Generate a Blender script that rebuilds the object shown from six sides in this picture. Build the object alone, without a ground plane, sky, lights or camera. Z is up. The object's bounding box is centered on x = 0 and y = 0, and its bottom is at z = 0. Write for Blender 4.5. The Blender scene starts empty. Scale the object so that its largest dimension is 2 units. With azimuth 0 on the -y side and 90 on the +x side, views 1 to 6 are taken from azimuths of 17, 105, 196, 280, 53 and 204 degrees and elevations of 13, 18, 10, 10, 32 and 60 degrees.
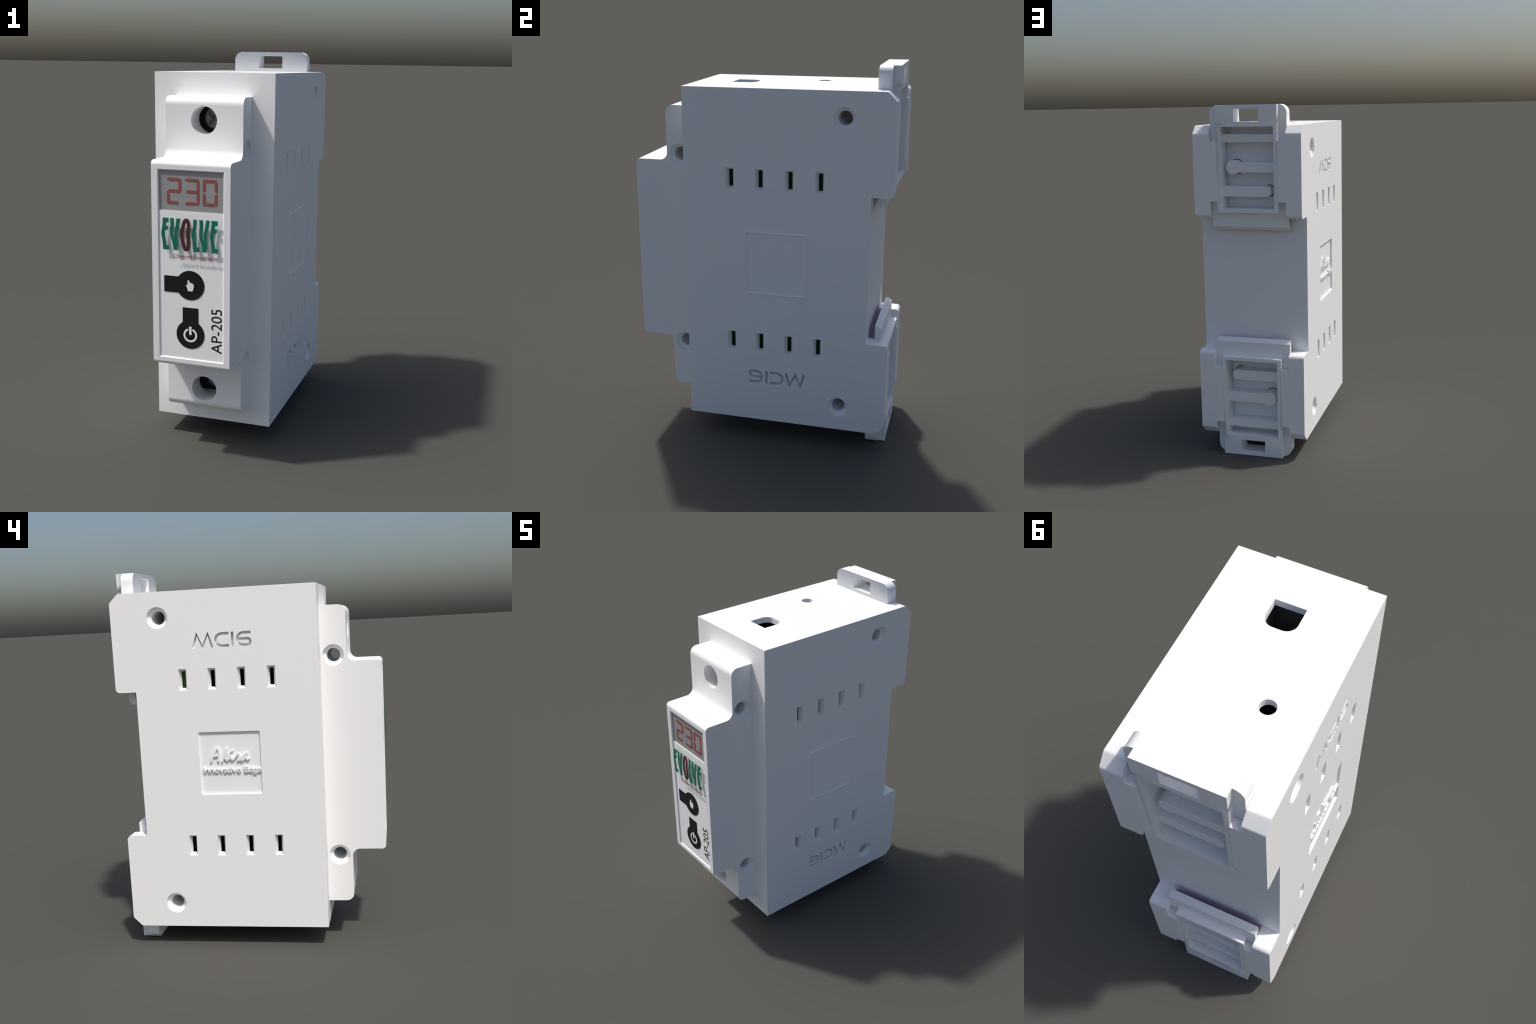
"""White DIN-rail voltage protection relay: stepped housing, front label with display,
   two sliding rail clips on the back.  Everything is built from measured profiles.
   The housing has a two-fold symmetry about the y axis through (XC, z=1)."""
import bpy, bmesh, math
from mathutils import Vector, Matrix

XC = -0.0027                 # middle plane of the device
HX = 0.3078                  # half width of the main body
XL, XR = XC - HX, XC + HX    # left and right side faces
YF = -0.3745                 # front face of the main body
YB = 0.583                   # back face between the rail blocks
YBB = 0.6925                 # back face of the rail blocks
ZB, ZT = 0.109, 1.891
ROT = Matrix.Translation((XC, 0, 1)) @ Matrix.Rotation(math.pi, 4, 'Y') @ Matrix.Translation((-XC, 0, -1))
scene_col = bpy.context.scene.collection


# ------------------------------------------------------------------ materials
def material(name, colour, rough=0.5, metallic=0.0, vary=0.003, scale=60.0, bump=0.0, spec=0.5):
    m = bpy.data.materials.new(name)
    m.use_nodes = True
    nt = m.node_tree
    b = nt.nodes['Principled BSDF']
    b.inputs['Roughness'].default_value = rough
    b.inputs['Metallic'].default_value = metallic
    b.inputs['Specular IOR Level'].default_value = spec
    tc = nt.nodes.new('ShaderNodeTexCoord')
    nz = nt.nodes.new('ShaderNodeTexNoise')
    nz.inputs['Scale'].default_value = scale
    nz.inputs['Detail'].default_value = 3.0
    ramp = nt.nodes.new('ShaderNodeValToRGB')
    lo = [c * (1 - vary) for c in colour] + [1]
    hi = [min(1, c * (1 + vary)) for c in colour] + [1]
    ramp.color_ramp.elements[0].position, ramp.color_ramp.elements[1].position = 0.3, 0.7
    ramp.color_ramp.elements[0].color, ramp.color_ramp.elements[1].color = lo, hi
    nt.links.new(tc.outputs['Object'], nz.inputs['Vector'])
    nt.links.new(nz.outputs['Fac'], ramp.inputs['Fac'])
    nt.links.new(ramp.outputs['Color'], b.inputs['Base Color'])
    if bump:
        bp = nt.nodes.new('ShaderNodeBump')
        bp.inputs['Strength'].default_value = bump
        bp.inputs['Distance'].default_value = 0.001
        nt.links.new(nz.outputs['Fac'], bp.inputs['Height'])
        nt.links.new(bp.outputs['Normal'], b.inputs['Normal'])
    return m


WHITE = material('white_plastic', (0.925, 0.925, 0.925), 0.5)
LABEL = material('label_film', (0.985, 0.985, 0.985), 0.5)
GREY = material('display_grey', (0.335, 0.335, 0.335), 0.45)
RED = material('segment_red', (0.31, 0.085, 0.07), 0.5)
GREEN = material('ink_green', (0.010, 0.170, 0.115), 0.5, spec=0.3)
TAGLINE = material('ink_dull_red', (0.22, 0.062, 0.058), 0.5)
BROWN = material('ink_brown', (0.075, 0.021, 0.019), 0.5)
BLACK = material('ink_black', (0.009, 0.009, 0.009), 0.5, spec=0.35)
METAL = material('screw_metal', (0.50, 0.50, 0.51), 0.5, 0.2)
BOARD = material('circuit_board_green', (0.06, 0.30, 0.07), 0.5)
DARK = material('terminal_dark', (0.14, 0.14, 0.13), 0.5)
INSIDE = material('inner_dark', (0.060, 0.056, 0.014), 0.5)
VIOLET = material('strip_violet', (0.32, 0.23, 0.41), 0.6)


# ------------------------------------------------------------------ mesh tools
def mesh_from(bm, name):
    bmesh.ops.recalc_face_normals(bm, faces=bm.faces)
    me = bpy.data.meshes.new(name)
    bm.to_mesh(me)
    bm.free()
    return me


def obj(me, name, mat=None, parent=None):
    o = bpy.data.objects.new(name, me)
    scene_col.objects.link(o)
    if mat:
        me.materials.clear()
        me.materials.append(mat)
    if parent:
        o.parent = parent
    return o


def loft(rings):
    """Closed solid through rings of equal vertex count, end caps as n-gons."""
    bm = bmesh.new()
    vs = [[bm.verts.new(p) for p in r] for r in rings]
    n = len(rings[0])
    for a, b in zip(vs, vs[1:]):
        for i in range(n):
            bm.faces.new((a[i], a[(i + 1) % n], b[(i + 1) % n], b[i]))
    bm.faces.new(vs[0][::-1])
    bm.faces.new(vs[-1])
    return bm


def prism_x(pts, x0, x1):      # pts (y, z)
    return loft([[(x, y, z) for y, z in pts] for x in (x0, x1)])


def prism_y(pts, y0, y1):      # pts (x, z)
    return loft([[(x, y, z) for x, z in pts] for y in (y0, y1)])


def prism_z(pts, z0, z1):      # pts (x, y)
    return loft([[(x, y, z) for x, y in pts] for z in (z0, z1)])


def box(x0, x1, y0, y1, z0, z1):
    return prism_z([(x0, y0), (x1, y0), (x1, y1), (x0, y1)], z0, z1)


def circle(cu, cv, r, n=48):
    return [(cu + r * math.cos(2 * math.pi * i / n), cv + r * math.sin(2 * math.pi * i / n)) for i in range(n)]


def revolve_x(y, z, stations, n=48):   # stations (x, r)
    return loft([[(x, *p) for p in circle(y, z, r, n)] for x, r in stations])


def revolve_y(x, z, stations, n=48):   # stations (y, r)
    return loft([[(p[0], y, p[1]) for p in circle(x, z, r, n)] for y, r in stations])


def fillet(pts, seg=9):
    """pts: (u, v) or (u, v, radius) -> polygon with rounded corners."""
    out, n = [], len(pts)
    for i, p in enumerate(pts):
        r = p[2] if len(p) > 2 else 0
        c = Vector(p[:2])
        if r <= 0:
            out.append(tuple(c))
            continue
        a, b = Vector(pts[i - 1][:2]) - c, Vector(pts[(i + 1) % n][:2]) - c
        a.normalize(); b.normalize()
        half = a.angle(b) / 2
        d = r / math.tan(half)
        mid = c + (a + b).normalized() * (r / math.sin(half))
        s, e = c + a * d - mid, c + b * d - mid
        ang = s.angle_signed(e)
        k = max(2, int(seg * abs(ang) / (math.pi / 2) + 0.5))
        for j in range(k + 1):
            out.append(tuple(mid + Matrix.Rotation(-ang * j / k, 2) @ s))
    return out


def evaluated_mesh(o):
    dg = bpy.context.evaluated_depsgraph_get()
    dg.update()
    return bpy.data.meshes.new_from_object(o.evaluated_get(dg))


def boolean(base_bm, cuts, name, op='DIFFERENCE'):
    o = obj(mesh_from(base_bm, name), name)
    tmp = []
    for c in cuts:
        t = obj(mesh_from(c, 'cut'), 'cut')
        m = o.modifiers.new('b', 'BOOLEAN')
        m.operation, m.solver, m.object = op, 'EXACT', t
        tmp.append(t)
    me = evaluated_mesh(o)
    me.name = name
    for t in tmp + [o]:
        old = t.data
        bpy.data.objects.remove(t)
        bpy.data.meshes.remove(old)
    return me


def as_bm(me):
    bm = bmesh.new()
    bm.from_mesh(me)
    return bm


def smooth(me, angle=32):
    """Smooth shading with sharp edges kept and area-weighted normals, so flats stay flat."""
    bm = as_bm(me)
    bmesh.ops.remove_doubles(bm, verts=bm.verts, dist=1e-5)
    bm.to_mesh(me)
    bm.free()
    me.polygons.foreach_set('use_smooth', [True] * len(me.polygons))
    me.set_sharp_from_angle(angle=math.radians(angle))
    o = obj(me, 'w')
    w = o.modifiers.new('w', 'WEIGHTED_NORMAL')
    w.keep_sharp, w.weight, w.mode = True, 100, 'FACE_AREA'
    new = evaluated_mesh(o)
    new.name = me.name
    bpy.data.objects.remove(o)
    return new


def turned(bm):
    """The same piece at the place the two-fold axis carries it to."""
    c = bm.copy()
    c.transform(ROT)
    return c


def both(bm):
    return [turned(bm), bm]


def ribbon(pts, width, closed=False):
    """Stroke of constant width along a polyline, as one mitred polygon."""
    P = [Vector(p) for p in pts]
    L, R = [], []
    n = len(P)
    for i in range(n):
        a = P[i] - P[i - 1] if (i > 0 or closed) else P[1] - P[0]
        b = P[(i + 1) % n] - P[i] if (i < n - 1 or closed) else a
        a, b = a.normalized(), b.normalized()
        t = a + b
        t = t.normalized() if t.length > 0.2 else a
        nrm = Vector((-t.y, t.x))
        k = min(1 / max(0.3, nrm.dot(Vector((-a.y, a.x)))), 1.6)
        L.append(P[i] + nrm * width / 2 * k)
        R.append(P[i] - nrm * width / 2 * k)
    return L, R


def ribbon_solid(pts, width, place, t0, t1, closed=False):
    """place(u, v, t) maps the stroke plane to space; t runs through the thickness."""
    L, R = ribbon(pts, width, closed)
    n = len(L)
    bm = bmesh.new()
    V = [[[bm.verts.new(place(p.x, p.y, t)) for p in side] for t in (t0, t1)] for side in (L, R)]
    for i in range(n if closed else n - 1):
        j = (i + 1) % n
        for t in (0, 1):
            bm.faces.new((V[0][t][i], V[0][t][j], V[1][t][j], V[1][t][i]))
        for s in (0, 1):
            bm.faces.new((V[s][0][i], V[s][0][j], V[s][1][j], V[s][1][i]))
    if not closed:
        for i in (0, n - 1):
            bm.faces.new((V[0][0][i], V[0][1][i], V[1][1][i], V[1][0][i]))
    return bm


def curve_points(ctrl, sub=5):
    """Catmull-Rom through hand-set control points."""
    P = [Vector(c) for c in ctrl]
    P = [P[0] * 2 - P[1]] + P + [P[-1] * 2 - P[-2]]
    out = []
    for i in range(1, len(P) - 2):
        p0, p1, p2, p3 = P[i - 1:i + 3]
        for s in range(sub):
            t = s / sub
            out.append(0.5 * ((2 * p1) + (p2 - p0) * t + (2 * p0 - 5 * p1 + 4 * p2 - p3) * t * t
                              + (3 * p1 - p0 - 3 * p2 + p3) * t ** 3))
    out.append(P[-2])
    return [tuple(v) for v in out]


def text_mesh(body, name, bold=0.0, spacing=1.0):
    """Built-in font, thin solid, centred; returns mesh and its flat size."""
    c = bpy.data.curves.new(name, 'FONT')
    c.body, c.align_x, c.align_y = body, 'LEFT', 'BOTTOM_BASELINE'
    c.extrude, c.space_character, c.resolution_u, c.offset = 0.5, spacing, 4, bold
    o = bpy.data.objects.new(name, c)
    scene_col.objects.link(o)
    me = evaluated_mesh(o)
    bpy.data.objects.remove(o)
    xs = [v.co.x for v in me.vertices]
    ys = [v.co.y for v in me.vertices]
    return me, (min(xs), max(xs), min(ys), max(ys))


def fit_text(body, name, ext, place, bold=0.0):
    """ext: (u0, u1, v0, v1) box that the drawn glyphs fill; place(u, v, w in 0..1)."""
    me, (a, b, c, d) = text_mesh(body, name, bold)
    for v in me.vertices:
        u = ext[0] + (v.co.x - a) / (b - a) * (ext[1] - ext[0])
        w = ext[2] + (v.co.y - c) / (d - c) * (ext[3] - ext[2])
        v.co = place(u, w, v.co.z + 0.5)
    bm = as_bm(me)
    return mesh_from(bm, name)


# ------------------------------------------------------------------ root
root = bpy.data.objects.new('voltage_protection_relay', None)
scene_col.objects.link(root)
root['label'] = 'white plastic rail-mounted electrical protection relay with red digits'
root['category'] = 'electrical device'

# ------------------------------------------------------------------ main body
R_BLOCK, R_CH = 0.022, 0.018
body_profile = fillet([
    (YF, ZB), (0.6455, ZB, R_CH), (YBB, 0.155, R_CH), (YBB, 0.6155, R_BLOCK), (YB, 0.6155),
    (YB, 1.3845), (YBB, 1.3845, R_BLOCK), (YBB, 1.845, R_CH), (0.6455, ZT, R_CH), (YF, ZT)])
cuts = []

# hollow inside, leaving tubes for the two case screws
cavity = boolean(box(XC - 0.275, XC + 0.275, -0.340, 0.548, 0.142, 1.858),
                 [revolve_x(0.4445, z, [(-0.4, 0.052), (0.4, 0.052)]) for z in (1.7595, 0.2405)], 'cavity')
cuts.append(as_bm(cavity))
cuts.append(box(XC - 0.165, XC + 0.165, -0.42, -0.33, 0.26, 1.74))

# slots for the rail clips, with lips that hold the clip plate
cuts += both(box(XC - 0.2195, XC + 0.2195, 0.5835, 0.6515, 1.30, 1.95))
cuts += both(box(XC - 0.1745, XC + 0.1745, 0.60, 0.75, 1.30, 1.95))
Y_FLOOR, Y_BAR = 0.5770, 0.6500
HEAD = (0.0893, 1.6613, 0.0390)     # keyhole-shaped bar end: x, z, radius
END = (-0.0985, 1.5290, 0.0287)     # plain rounded bar end
cuts += both(box(XC - 0.160, XC + 0.160, Y_FLOOR, 0.62, 1.425, 1.89))
cuts += both(revolve_y(HEAD[0], HEAD[1], [(0.556, 0.0430), (0.60, 0.0430)]))
cuts += both(revolve_y(END[0], END[1], [(0.556, 0.0332), (0.60, 0.0332)]))
cuts += both(box(XC - 0.2195, XC + 0.2195, 0.60, 0.75, 1.8065, 1.97))
cuts += both(box(XC - 0.2195, XC + 0.2195, 0.60, 0.75, 1.25, 1.475))

# case screw holes with a countersunk seat on both sides
SEAT = [(-0.004, 0.0552), (0.0, 0.0550), (0.012, 0.0545), (0.0280, 0.0350)]


def screw_hole(y, z, x0, x1):
    return revolve_x(y, z, [(x0 + d, r) for d, r in SEAT] + [(x1 - d, r) for d, r in reversed(SEAT)], 56)


for z in (1.7595, 0.2405):
    cuts.append(screw_hole(0.4445, z, XL, XR))


# cooling slots: rectangular funnels through both side walls
def funnel(y, z):
    ring = lambda x, hy, hz: [(x, y - hy, z - hz), (x, y + hy, z - hz), (x, y + hy, z + hz), (x, y - hy, z + hz)]
    e = 0.002
    return loft([ring(XL - e, 0.0215 + e * .38, 0.0549 + e * .4), ring(XL + 0.030, 0.0102, 0.0428), ring(XL + 0.05, 0.0102, 0.0428)])


for i in range(4):
    y = 0.3297 - 0.1538 * i
    for z in (1.4398, 0.5597):
        cuts += both(funnel(y, z))

# cable opening and vent on top (and, turned, underneath)
cuts += both(prism_z(fillet([(XC - 0.0655, -0.1866), (XC + 0.0655, -0.1866), (XC + 0.0655, -0.0612, 0.046), (XC - 0.0655, -0.0612, 0.046)], 12), 1.84, 1.95))
cuts += both(prism_z(circle(-0.1185, 0.2635, 0.0325), 1.84, 1.95))

# recessed logo field on the left side
def field(grow, x):
    return [(x, y, z) for y, z in fillet([(-0.0585 - grow, 0.8345 - grow, 0.010), (0.2675 + grow, 0.8345 - grow, 0.010),
                                           (0.2675 + grow, 1.1655 + grow, 0.010), (-0.0585 - grow, 1.1655 + grow, 0.010)], 5)]
FIELD_D = 0.0105
cuts.append(loft([field(0.0008, XL - 0.002), field(-0.0045, XL + FIELD_D)]))

# engraved type number, same strokes on both sides
W_ENG, D_ENG = 0.0132, 0.024
def arc(cy, cz, ry, rz, a0, a1, n=9):
    return [(cy + ry * math.cos(math.radians(a0 + (a1 - a0) * i / n)), cz + rz * math.sin(math.radians(a0 + (a1 - a0) * i / n))) for i in range(n + 1)]
engraved = [
    [(0.2622, 1.5972), (0.2425, 1.668), (0.2148, 1.602), (0.1843, 1.668), (0.1640, 1.5978)],
    [(0.0757, 1.6658)] + arc(0.1120, 1.6352, 0.0335, 0.0306, 90, -90, 12) + [(0.0760, 1.6046)],
    [(0.0576, 1.6722), (0.0583, 1.5980)],
    [(-0.0372, 1.6659)] + arc(0.0030, 1.6352, 0.0300, 0.0306, 90, -90, 12) + [(0.0000, 1.6046)],
    [(0.0040, 1.6047)] + arc(-0.0210, 1.6201, 0.0130, 0.0154, -90, -270, 8) + [(0.0330, 1.6356)],
]
for i, s in enumerate(engraved):
    cuts += both(ribbon_solid(s, W_ENG, lambda u, v, t: (t, u, v), XL - 0.003 - 0.0003 * i, XL + D_ENG + 0.0002 * i))

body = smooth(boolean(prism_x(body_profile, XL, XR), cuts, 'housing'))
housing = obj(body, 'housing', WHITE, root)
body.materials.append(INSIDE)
for p in body.polygons:      # inner walls of the hollow recoloured dark olive to look unlit
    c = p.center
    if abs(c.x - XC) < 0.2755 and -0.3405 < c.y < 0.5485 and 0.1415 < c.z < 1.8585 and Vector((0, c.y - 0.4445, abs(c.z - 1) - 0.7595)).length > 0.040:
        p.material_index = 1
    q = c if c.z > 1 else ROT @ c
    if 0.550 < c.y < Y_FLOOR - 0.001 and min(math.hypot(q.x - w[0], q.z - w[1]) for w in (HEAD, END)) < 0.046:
        p.material_index = 1   # wells around the clip pins, gap shadow drawn with the dark material

# blank name field on the right side: a low square ridge
def ridge_ring(grow, x):
    r = 0.010 + max(grow, -0.008)
    a, b, c, d = -0.0525 - grow, 0.2665 + grow, 0.8395 - grow, 1.1680 + grow
    return [(x, y, z) for y, z in fillet([(a, c, r), (b, c, r), (b, d, r), (a, d, r)], 6)]
rings = [ridge_ring(g, x) for g, x in ((0.0036, XR - 0.003), (0.0036, XR + 0.0003), (0.0022, 0.3097), (0.0, 0.3105), (-0.0022, 0.3097), (-0.0036, XR + 0.0003), (-0.0036, XR - 0.003))]
bm = bmesh.new()
V = [[bm.verts.new(p) for p in r] for r in rings]
n = len(rings[0])
for k in range(len(V)):
    for i in range(n):
        p, q = V[k], V[(k + 1) % len(V)]
        bm.faces.new((p[i], p[(i + 1) % n], q[(i + 1) % n], q[i]))
obj(smooth(mesh_from(bm, 'name_field_ridge'), 50), 'name_field_ridge', WHITE, root)

# ------------------------------------------------------------------ front cover
NX = 0.195
F1, F2 = -0.507, -0.683
cover_profile = fillet([
    (-0.3720, 0.2190), (F1, 0.2190, 0.040), (F1, 0.5050, 0.040), (F2, 0.5050, 0.021),
    (F2, 1.4950, 0.021), (F1, 1.4950, 0.040), (F1, 1.7810, 0.040), (-0.3720, 1.7810)], 12)
ccuts = []
for z in (1.6715, 0.3285):
    ccuts.append(revolve_y(XC, z, [(-0.55, 0.0655), (-0.36, 0.0655)], 64))
for z in (1.5280, 0.4730):
    ccuts.append(screw_hole(-0.4393, z, XC - NX, XC + NX))
ccuts.append(box(XC - 0.160, XC + 0.160, -0.400, -0.36, 0.262, 1.738))
PX0, PX1, PZ0, PZ1 = -0.1665, 0.1625, 0.5425, 1.4568
C = 0.005
rect = lambda y, g: [(PX0 - g, y, PZ0 - g), (PX1 + g, y, PZ0 - g), (PX1 + g, y, PZ1 + g), (PX0 - g, y, PZ1 + g)]
ccuts.append(loft([rect(F2 - 0.002, 0.002), rect(F2 + C, -C), rect(-0.660, -C)]))
cover = smooth(boolean(prism_x(cover_profile, XC - NX, XC + NX), ccuts, 'front_cover'))
obj(cover, 'front_cover', WHITE, root)

# ------------------------------------------------------------------ label and display
Y_PANEL, Y_GLASS, Z_SPLIT = -0.6775, -0.6735, 1.2637
panel = obj(mesh_from(box(PX0 + C - .001, PX1 - C + .001, Y_PANEL, -0.655, PZ0 + C - .001, Z_SPLIT), 'label_panel'), 'label_panel', LABEL, root)
glass = obj(mesh_from(box(PX0 + C - .0012, PX1 - C + .0012, Y_GLASS, -0.656, Z_SPLIT - 0.01, PZ1 - C + .001), 'display_window'), 'display_window', GREY, root)

SEG = {
    'a': [(0, .05), (.08, 0), (.80, 0), (.76, .115), (.20, .115), (.03, .075)],
    'b': [(.855, .005), (.93, .015), (1, .085), (1, .475), (.95, .488), (.81, .41), (.81, .10)],
    'f': [(0, .08), (.19, .125), (.19, .41), (.05, .488), (0, .47)],
    'g': [(.085, .498), (.17, .437), (.85, .437), (.945, .498), (.85, .56), (.18, .56)],
}
SEG['c'] = [(u, 1 - v) for u, v in SEG['b']]
SEG['d'] = [(u, 1 - v) for u, v in SEG['a']]
SEG['e'] = [(u, 1 - v) for u, v in SEG['f']]
SEG2D = [(0, .945), (.10, .995), (.90, .995), (.86, .885), (.22, .885), (.03, .925)]
for x0, which in ((-0.1226, 'abged'), (-0.0331, 'abgcd'), (0.0552, 'abcdef')):
    for s in which:
        pts = [(x0 + u * 0.0715, 1.4175 - v * 0.1222) for u, v in SEG[s]]
        obj(mesh_from(prism_y(pts, Y_GLASS - 0.0012, Y_GLASS + 0.001), 'display_segment'), 'display_segment', RED, glass)

# wordmark: upright letters bent by one common ripple, standing off the label
Y_MARK = -0.6928
def ripple(z):
    return -0.0080 * math.exp(-0.5 * ((z - 1.157) / 0.0235) ** 2)


def finely(pts, step=0.005):
    out = []
    for p, q in zip(pts, pts[1:] + pts[:1]):
        k = max(1, int(abs(q[1] - p[1]) / step))
        out += [(p[0] + (q[0] - p[0]) * i / k, p[1] + (q[1] - p[1]) * i / k) for i in range(k)]
    return out


def letter(pts, mat):
    pts = [(x + ripple(z), z) for x, z in finely(pts)]
    obj(mesh_from(prism_y(pts, Y_MARK, Y_MARK + 0.0012), 'raised_letter'), 'raised_letter', mat, panel)


MT, MB = 1.2317, 1.0804
def letter_e(x0, x1, xr):
    return [(x0, MB), (xr, MB), (xr, 1.1025), (x1, 1.1025), (x1, 1.1735), (xr - .0005, 1.1735), (xr + .0005, 1.1933),
            (x1, 1.1933), (x1, 1.2099), (xr, 1.2099), (xr, MT), (x0, MT)]
def letter_v(a, b, c, d, e, f, n):
    return [(a, MT), (e, MB), (f, MB), (d, MT), (c, MT), (n, 1.124), (b, MT)]
letter(letter_e(-0.1371, -0.1188, -0.1074), GREEN)
letter(letter_v(-0.1005, -0.0813, -0.0687, -0.0484, -0.0835, -0.0642, -0.0745), GREEN)
letter([(0.0156, MB), (0.0445, MB), (0.0445, 1.1027), (0.0332, 1.1027), (0.0332, MT), (0.0156, MT)], GREEN)
letter(letter_v(0.0443, 0.0631, 0.0781, 0.0967, 0.0611, 0.0800, 0.0710), GREEN)
letter(letter_e(0.1051, 0.1229, 0.1354), GREEN)
letter([(0.1443, 1.1719), (0.1443, 1.1410), (0.1458, 1.158)], GREEN)
ring_o = []
for hw, hh, k in ((0.0247, 0.0777, 2.6), (0.0062, 0.0560, 2.2)):
    r = []
    for i in range(64):
        t = 2 * math.pi * i / 64
        cx, cz = math.cos(t), math.sin(t)
        x = -0.0193 + hw * math.copysign(abs(cx) ** (2 / k), cx)
        z = 1.1563 + hh * math.copysign(abs(cz) ** (2 / k), cz)
        r.append((x + ripple(z), z))
    ring_o.append(r)
bm = bmesh.new()
V = [[[bm.verts.new((x, y, z)) for x, z in r] for y in (Y_MARK, Y_MARK + 0.0012)] for r in ring_o]
for i in range(64):
    j = (i + 1) % 64
    for t in (0, 1):
        bm.faces.new((V[0][t][i], V[0][t][j], V[1][t][j], V[1][t][i]))
    for s in (0, 1):
        bm.faces.new((V[s][0][i], V[s][0][j], V[s][1][j], V[s][1][i]))
obj(mesh_from(bm, 'raised_letter'), 'raised_letter', BROWN, panel)

front = lambda y, t: (lambda u, v, w: (u, y + w * t, v))
obj(fit_text('...beyond boundaries', 'tagline', (-0.0850, 0.1357, 1.0365, 1.0650), front(Y_MARK, 0.0010)), 'tagline', TAGLINE, panel)
# model number runs upward
obj(fit_text('AP-205', 'model_number', (0.5890, 0.8075, -0.1525, -0.0988),
             lambda u, v, w: (-v, Y_PANEL - 0.0008 + w * 0.0018, u)), 'model_number', BLACK, panel)

# touch buttons: disc with a straight tab
def button(poly, name='touch_button'):
    return obj(mesh_from(prism_y(poly, Y_PANEL - 0.0020, Y_PANEL + 0.001), name), name, BLACK, root)


def disc_with_tab(cx, cz, r, half, reach, off, turn):
    a = math.asin((half + off) / r), math.asin((half - off) / r)
    pts = [(reach, -half + off), (reach, half + off)]
    n = 56
    for i in range(n + 1):
        t = a[0] + (2 * math.pi - a[0] - a[1]) * i / n
        pts.append((r * math.cos(t), r * math.sin(t)))
    c, s = math.cos(turn), math.sin(turn)
    return [(cx + u * c - v * s, cz + u * s + v * c) for u, v in pts]


BX, B1Z, B2Z, BR = -0.0068, 0.9120, 0.6698, 0.0710
hand_button = button(disc_with_tab(BX, B1Z, BR, 0.0392, 0.1323, 0.0, math.pi))
power_button = button(disc_with_tab(BX, B2Z, BR, 0.0396, 0.1321, -0.0007, math.pi / 2))
hand = fillet([(-0.0201, 0.9370, .0045), (-0.0103, 0.9370, .0045), (-0.0098, 0.9262), (0.0030, 0.9235, .004), (0.0116, 0.9180, .005),
               (0.0116, 0.9040, .004), (0.0055, 0.8843), (-0.0181, 0.8843), (-0.0205, 0.8950), (-0.0285, 0.9130, .003), (-0.0262, 0.9165, .003), (-0.0199, 0.9100)], 6)
YI = Y_PANEL - 0.0026
obj(mesh_from(prism_y(hand, YI, YI + 0.001), 'hand_icon'), 'hand_icon', LABEL, hand_button)
pr = 0.0302
arcpts = [(-0.0071 + pr * math.cos(math.radians(112 + 316 * i / 40)), 0.6665 + pr * math.sin(math.radians(112 + 316 * i / 40))) for i in range(41)]
obj(mesh_from(ribbon_solid(arcpts, 0.0098, lambda u, v, t: (u, t, v), YI, YI + 0.001), 'power_icon'), 'power_icon', LABEL, power_button)
obj(mesh_from(box(-0.0131, -0.0003, YI, YI + 0.001, 0.6683, 0.7097), 'power_icon'), 'power_icon', LABEL, power_button)

# ------------------------------------------------------------------ raised logo on the left field
XF = XL + FIELD_D
script_strokes = [
    ([(0.2056, 1.0077), (0.1992, 1.0295), (0.1860, 1.0561), (0.1773, 1.0734), (0.1705, 1.0775), (0.1647, 1.0723), (0.1628, 1.0521), (0.1642, 1.0286), (0.1677, 1.0085)], .0095),
    ([(0.2044, 1.0321), (0.1854, 1.0384), (0.1598, 1.0411)], .0070),
    ([(0.1233, 1.0775), (0.1321, 1.0513), (0.1412, 1.0264), (0.1482, 1.0072)], .0095),
    ([(0.1155, 1.0517), (0.1238, 1.0343), (0.1338, 1.0228)], .0070),
    ([(0.1329, 1.0236), (0.1279, 1.0227), (0.1215, 1.0158), (0.1136, 1.0206), (0.1063, 1.0297), (0.1033, 1.0390)], .0085),
    ([(0.0893, 1.0673), (0.0997, 1.0575)], .0080),
    ([(0.1033, 1.0390), (0.1010, 1.0300), (0.0975, 1.0219), (0.0910, 1.0176), (0.0777, 1.0298), (0.0658, 1.0440), (0.0590, 1.0460), (0.0560, 1.0376), (0.0603, 1.0243), (0.0639, 1.0119)], .0085),
    ([(0.0639, 1.0119), (0.0530, 1.0191), (0.0370, 1.0355), (0.0229, 1.0476), (0.0118, 1.0524)], .0080),
    ([(0.0118, 1.0510), (0.0272, 1.0330), (0.0413, 1.0188), (0.0453, 1.0130), (0.0420, 1.0125)], .0080),
    ([(0.0430, 1.0125), (0.0399, 1.0138), (0.0290, 1.0232), (0.0190, 1.0350)], .0080),
    ([(0.0185, 1.0385), (0.0184, 1.0233), (0.0128, 1.0173), (0.0024, 1.0246)], .0080),
]
logo = bmesh.new()
for i, (s, w) in enumerate(script_strokes):
    part = ribbon_solid(curve_points(s), w * 1.12, lambda u, v, t: (t, u, v), XF + 0.002, XF - 0.0102 - 0.0001 * i)
    tmp = bpy.data.meshes.new('t'); part.to_mesh(tmp); part.free(); logo.from_mesh(tmp); bpy.data.meshes.remove(tmp)
obj(mesh_from(logo, 'raised_script'), 'raised_script', WHITE, housing)
obj(fit_text('Innovative Edge', 'raised_lettering', (-0.2500, 0.0575, 0.9405, 0.9800),
             lambda u, v, w: (XF - 0.0105 + w * 0.0125, -u, v), 0.012), 'raised_lettering', WHITE, housing)

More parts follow.
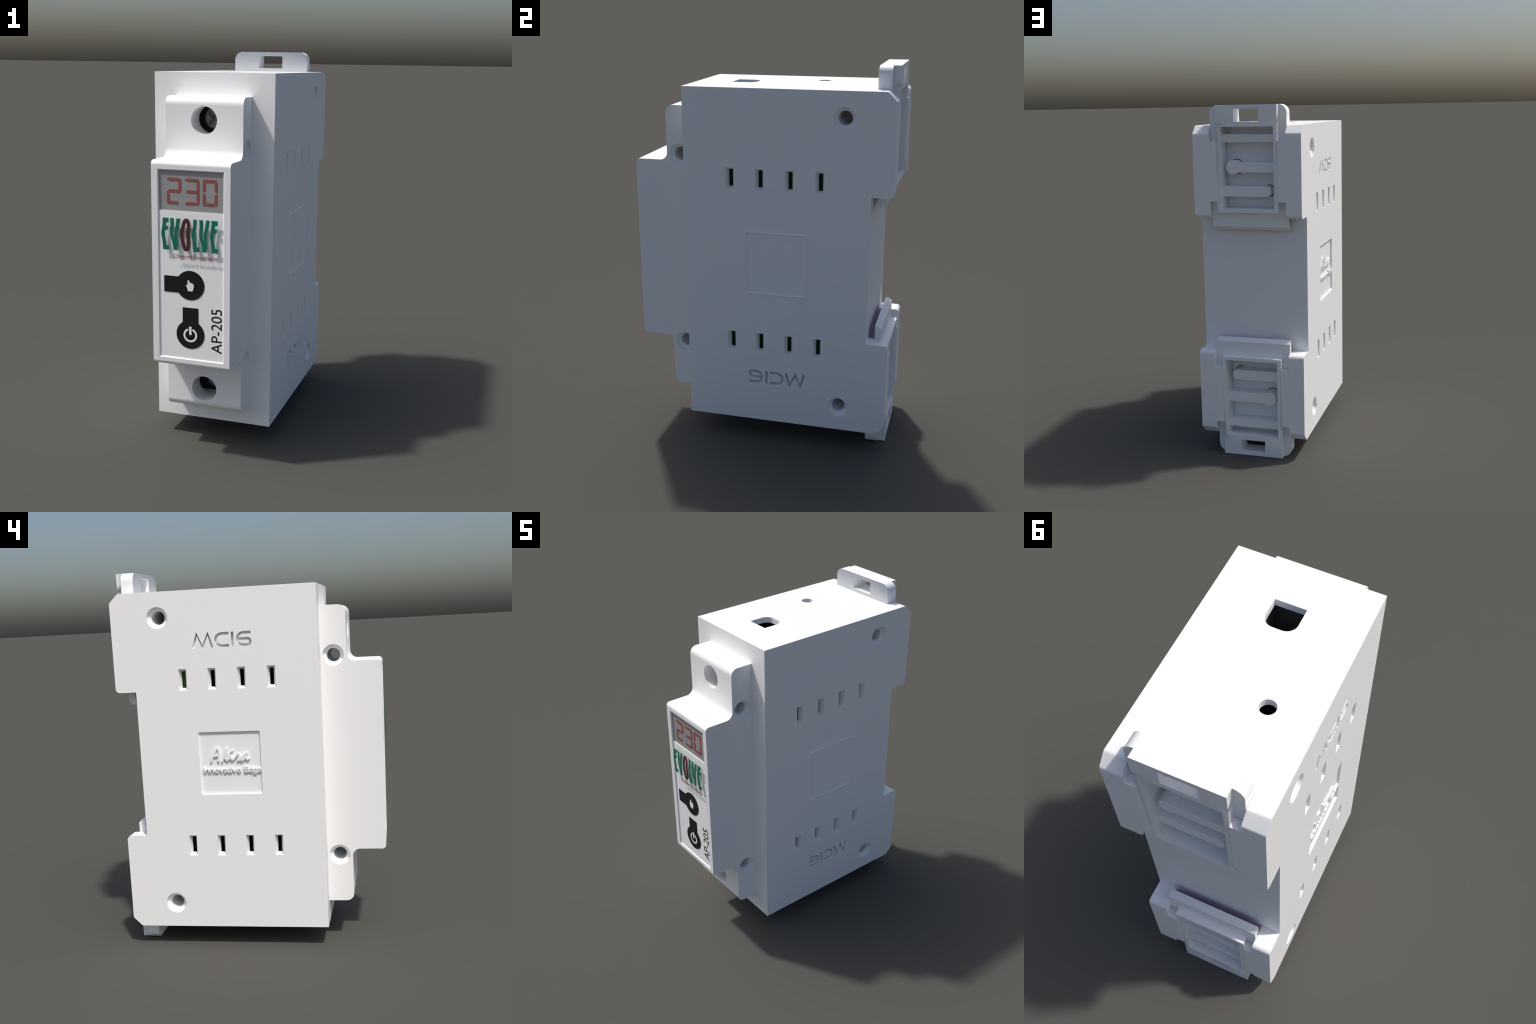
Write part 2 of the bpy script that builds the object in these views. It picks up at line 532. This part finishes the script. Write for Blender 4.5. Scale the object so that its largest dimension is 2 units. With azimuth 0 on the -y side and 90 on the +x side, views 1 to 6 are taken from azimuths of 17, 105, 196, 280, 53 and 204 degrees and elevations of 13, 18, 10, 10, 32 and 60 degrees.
# ------------------------------------------------------------------ sliding rail clips
HP, HF = 0.2180, 0.1740         # half widths of plate and frame
plate = prism_y(fillet([(XC - HP, 1.3900), (XC + HP, 1.3900), (XC + HP, 2.0, 0.045), (XC - HP, 2.0, 0.045)], 10), 0.5850, 0.6500)
tongue = prism_x([(0.6160, 1.3145), (0.6320, 1.3145), (0.6500, 1.3325), (0.6500, 1.4300), (0.6160, 1.4300)], XC - HP, XC + HP)
frame = box(XC - HF, XC + HF, 0.6300, 0.6873, 1.4147, 2.0)
clip_me = boolean(plate, [tongue, frame], 'u', 'UNION')
PW0, PW1 = XC - 0.1520, XC + 0.1500
clip_me = smooth(boolean(as_bm(clip_me), [
    box(PW0, PW1, 0.50, 0.75, 1.4340, 1.8832),
    box(XC - 0.0710, XC + 0.0710, 0.50, 0.75, 1.9083, 1.9780),
], 'mounting_clip'))
# flat pull tab front: grey shade baked in by bending its normals towards the top
bm = as_bm(clip_me)
for zc in (1.8905, 1.9083, 1.9420, 1.9780):
    bmesh.ops.bisect_plane(bm, geom=bm.verts[:] + bm.edges[:] + bm.faces[:], plane_co=(0, 0, zc), plane_no=(0, 0, 1))
tmp = mesh_from(bm, 'mounting_clip')
clip_me = smooth(tmp)
loops = [n.vector.copy() for n in clip_me.corner_normals]
for p in clip_me.polygons:
    if p.normal.y < -0.99 and p.center.y < 0.5860 and p.center.z > 1.8905:
        for li in p.loop_indices:
            v = clip_me.vertices[clip_me.loops[li].vertex_index].co
            k = 0.30 + 0.70 * (v.z - 1.891) / 0.109
            loops[li] = Vector((0.30 + 0.50 * k, -0.90 + 0.35 * k, 0.22 * k)).normalized()
clip_me.normals_split_custom_set(loops)
clip = obj(clip_me, 'mounting_clip', WHITE, root)

def capsule(cx, cz, r, half, x_far, sgn):
    """Bar from a wall to a rounded (or keyhole) head; sgn = direction from wall to head."""
    a0 = math.asin(min(1, half / r))
    pts = [(x_far, cz - half), (x_far, cz + half)] if sgn > 0 else [(x_far, cz + half), (x_far, cz - half)]
    n = 28
    for i in range(n + 1):
        t = math.pi - a0 - (2 * math.pi - 2 * a0) * i / n
        pts.append((cx + sgn * r * math.cos(t), cz + (r if sgn > 0 else -r) * math.sin(t)))
    return pts

bars = [
    smooth(mesh_from(prism_y([(PW0 - .001, 1.7978), (PW1 + .001, 1.7978), (PW1 + .001, 1.8415), (PW0 - .001, 1.8415)], Y_FLOOR + 0.001, Y_BAR), 'crossbar')),
    smooth(mesh_from(prism_y(capsule(HEAD[0], HEAD[1], HEAD[2], 0.0280, PW0 - .001, 1), 0.5570, Y_BAR + 0.0012), 'crossbar')),
    smooth(mesh_from(prism_y(capsule(END[0], END[1], END[2], 0.0287, PW1 + .001, -1), 0.5575, Y_BAR + 0.0006), 'crossbar')),
]
for b in bars:
    obj(b, 'crossbar', WHITE, clip)
clip2 = clip.copy()
scene_col.objects.link(clip2)
clip2.matrix_world = ROT
for b in bars:
    obj(b, 'crossbar', None, clip2)

# thin violet strip behind each clip tongue
strip_me = mesh_from(prism_x([(0.5855, 1.3895), (0.5855, 1.3880), (0.6145, 1.3880), (0.6145, 1.3200), (0.6158, 1.3200), (0.6158, 1.3895)], XC - 0.214, XC + 0.214), 'violet_strip')
p1 = obj(strip_me, 'violet_strip', VIOLET, root)
p2 = p1.copy()
scene_col.objects.link(p2)
p2.matrix_world = ROT

# ------------------------------------------------------------------ what shows through the openings
x = XR - 0.105
obj(mesh_from(box(x - 0.030, x + 0.004, -0.255, 0.38, 0.30, 1.70), 'circuit_board'), 'circuit_board', BOARD, root)
obj(mesh_from(box(XL + 0.062, XL + 0.165, 0.300, 0.385, 1.400, 1.500), 'plug_connector'), 'plug_connector', BOARD, root)
# terminal block with a well under the cable opening
blk = boolean(box(XC - 0.150, XC + 0.150, -0.262, 0.02, 1.46, 1.800),
              [prism_z(fillet([(XC - 0.0850, -0.228), (XC + 0.0850, -0.228), (XC + 0.0850, -0.0300, .05), (XC - 0.0850, -0.0300, .05)]), 1.575, 1.95)], 'terminal_block')
b1 = obj(blk, 'terminal_block', DARK, root)
b2 = b1.copy()
scene_col.objects.link(b2)
b2.matrix_world = ROT
v1 = obj(mesh_from(box(XC - 0.084, XC - 0.045, -0.227, -0.120, 1.600, 1.700), 'surge_absorber'), 'surge_absorber', RED, root)
v2 = v1.copy()
scene_col.objects.link(v2)
v2.matrix_world = ROT
cross = [Matrix.Rotation(math.radians(41 + 90 * i), 4, 'Y') for i in range(2)]
screw_bm = revolve_y(0, 0, [(-0.021, 0.046), (-0.019, 0.051), (-0.014, 0.0560), (0.0, 0.0585), (0.035, 0.0585), (0.036, 0.032), (0.15, 0.032)], 48)
sc = []
for m in cross:
    c = box(-0.039, 0.039, -0.05, 0.003, -0.0085, 0.0085)
    c.transform(m)
    sc.append(c)
screw_me = smooth(boolean(screw_bm, sc, 'terminal_screw'))
s1 = obj(screw_me, 'terminal_screw', METAL, root)
s1.location = (-0.0095, -0.316, 1.6725)
s2 = s1.copy()
scene_col.objects.link(s2)
s2.matrix_world = ROT @ Matrix.Translation(s1.location)

for me in list(bpy.data.meshes):
    if me.users == 0:
        bpy.data.meshes.remove(me)
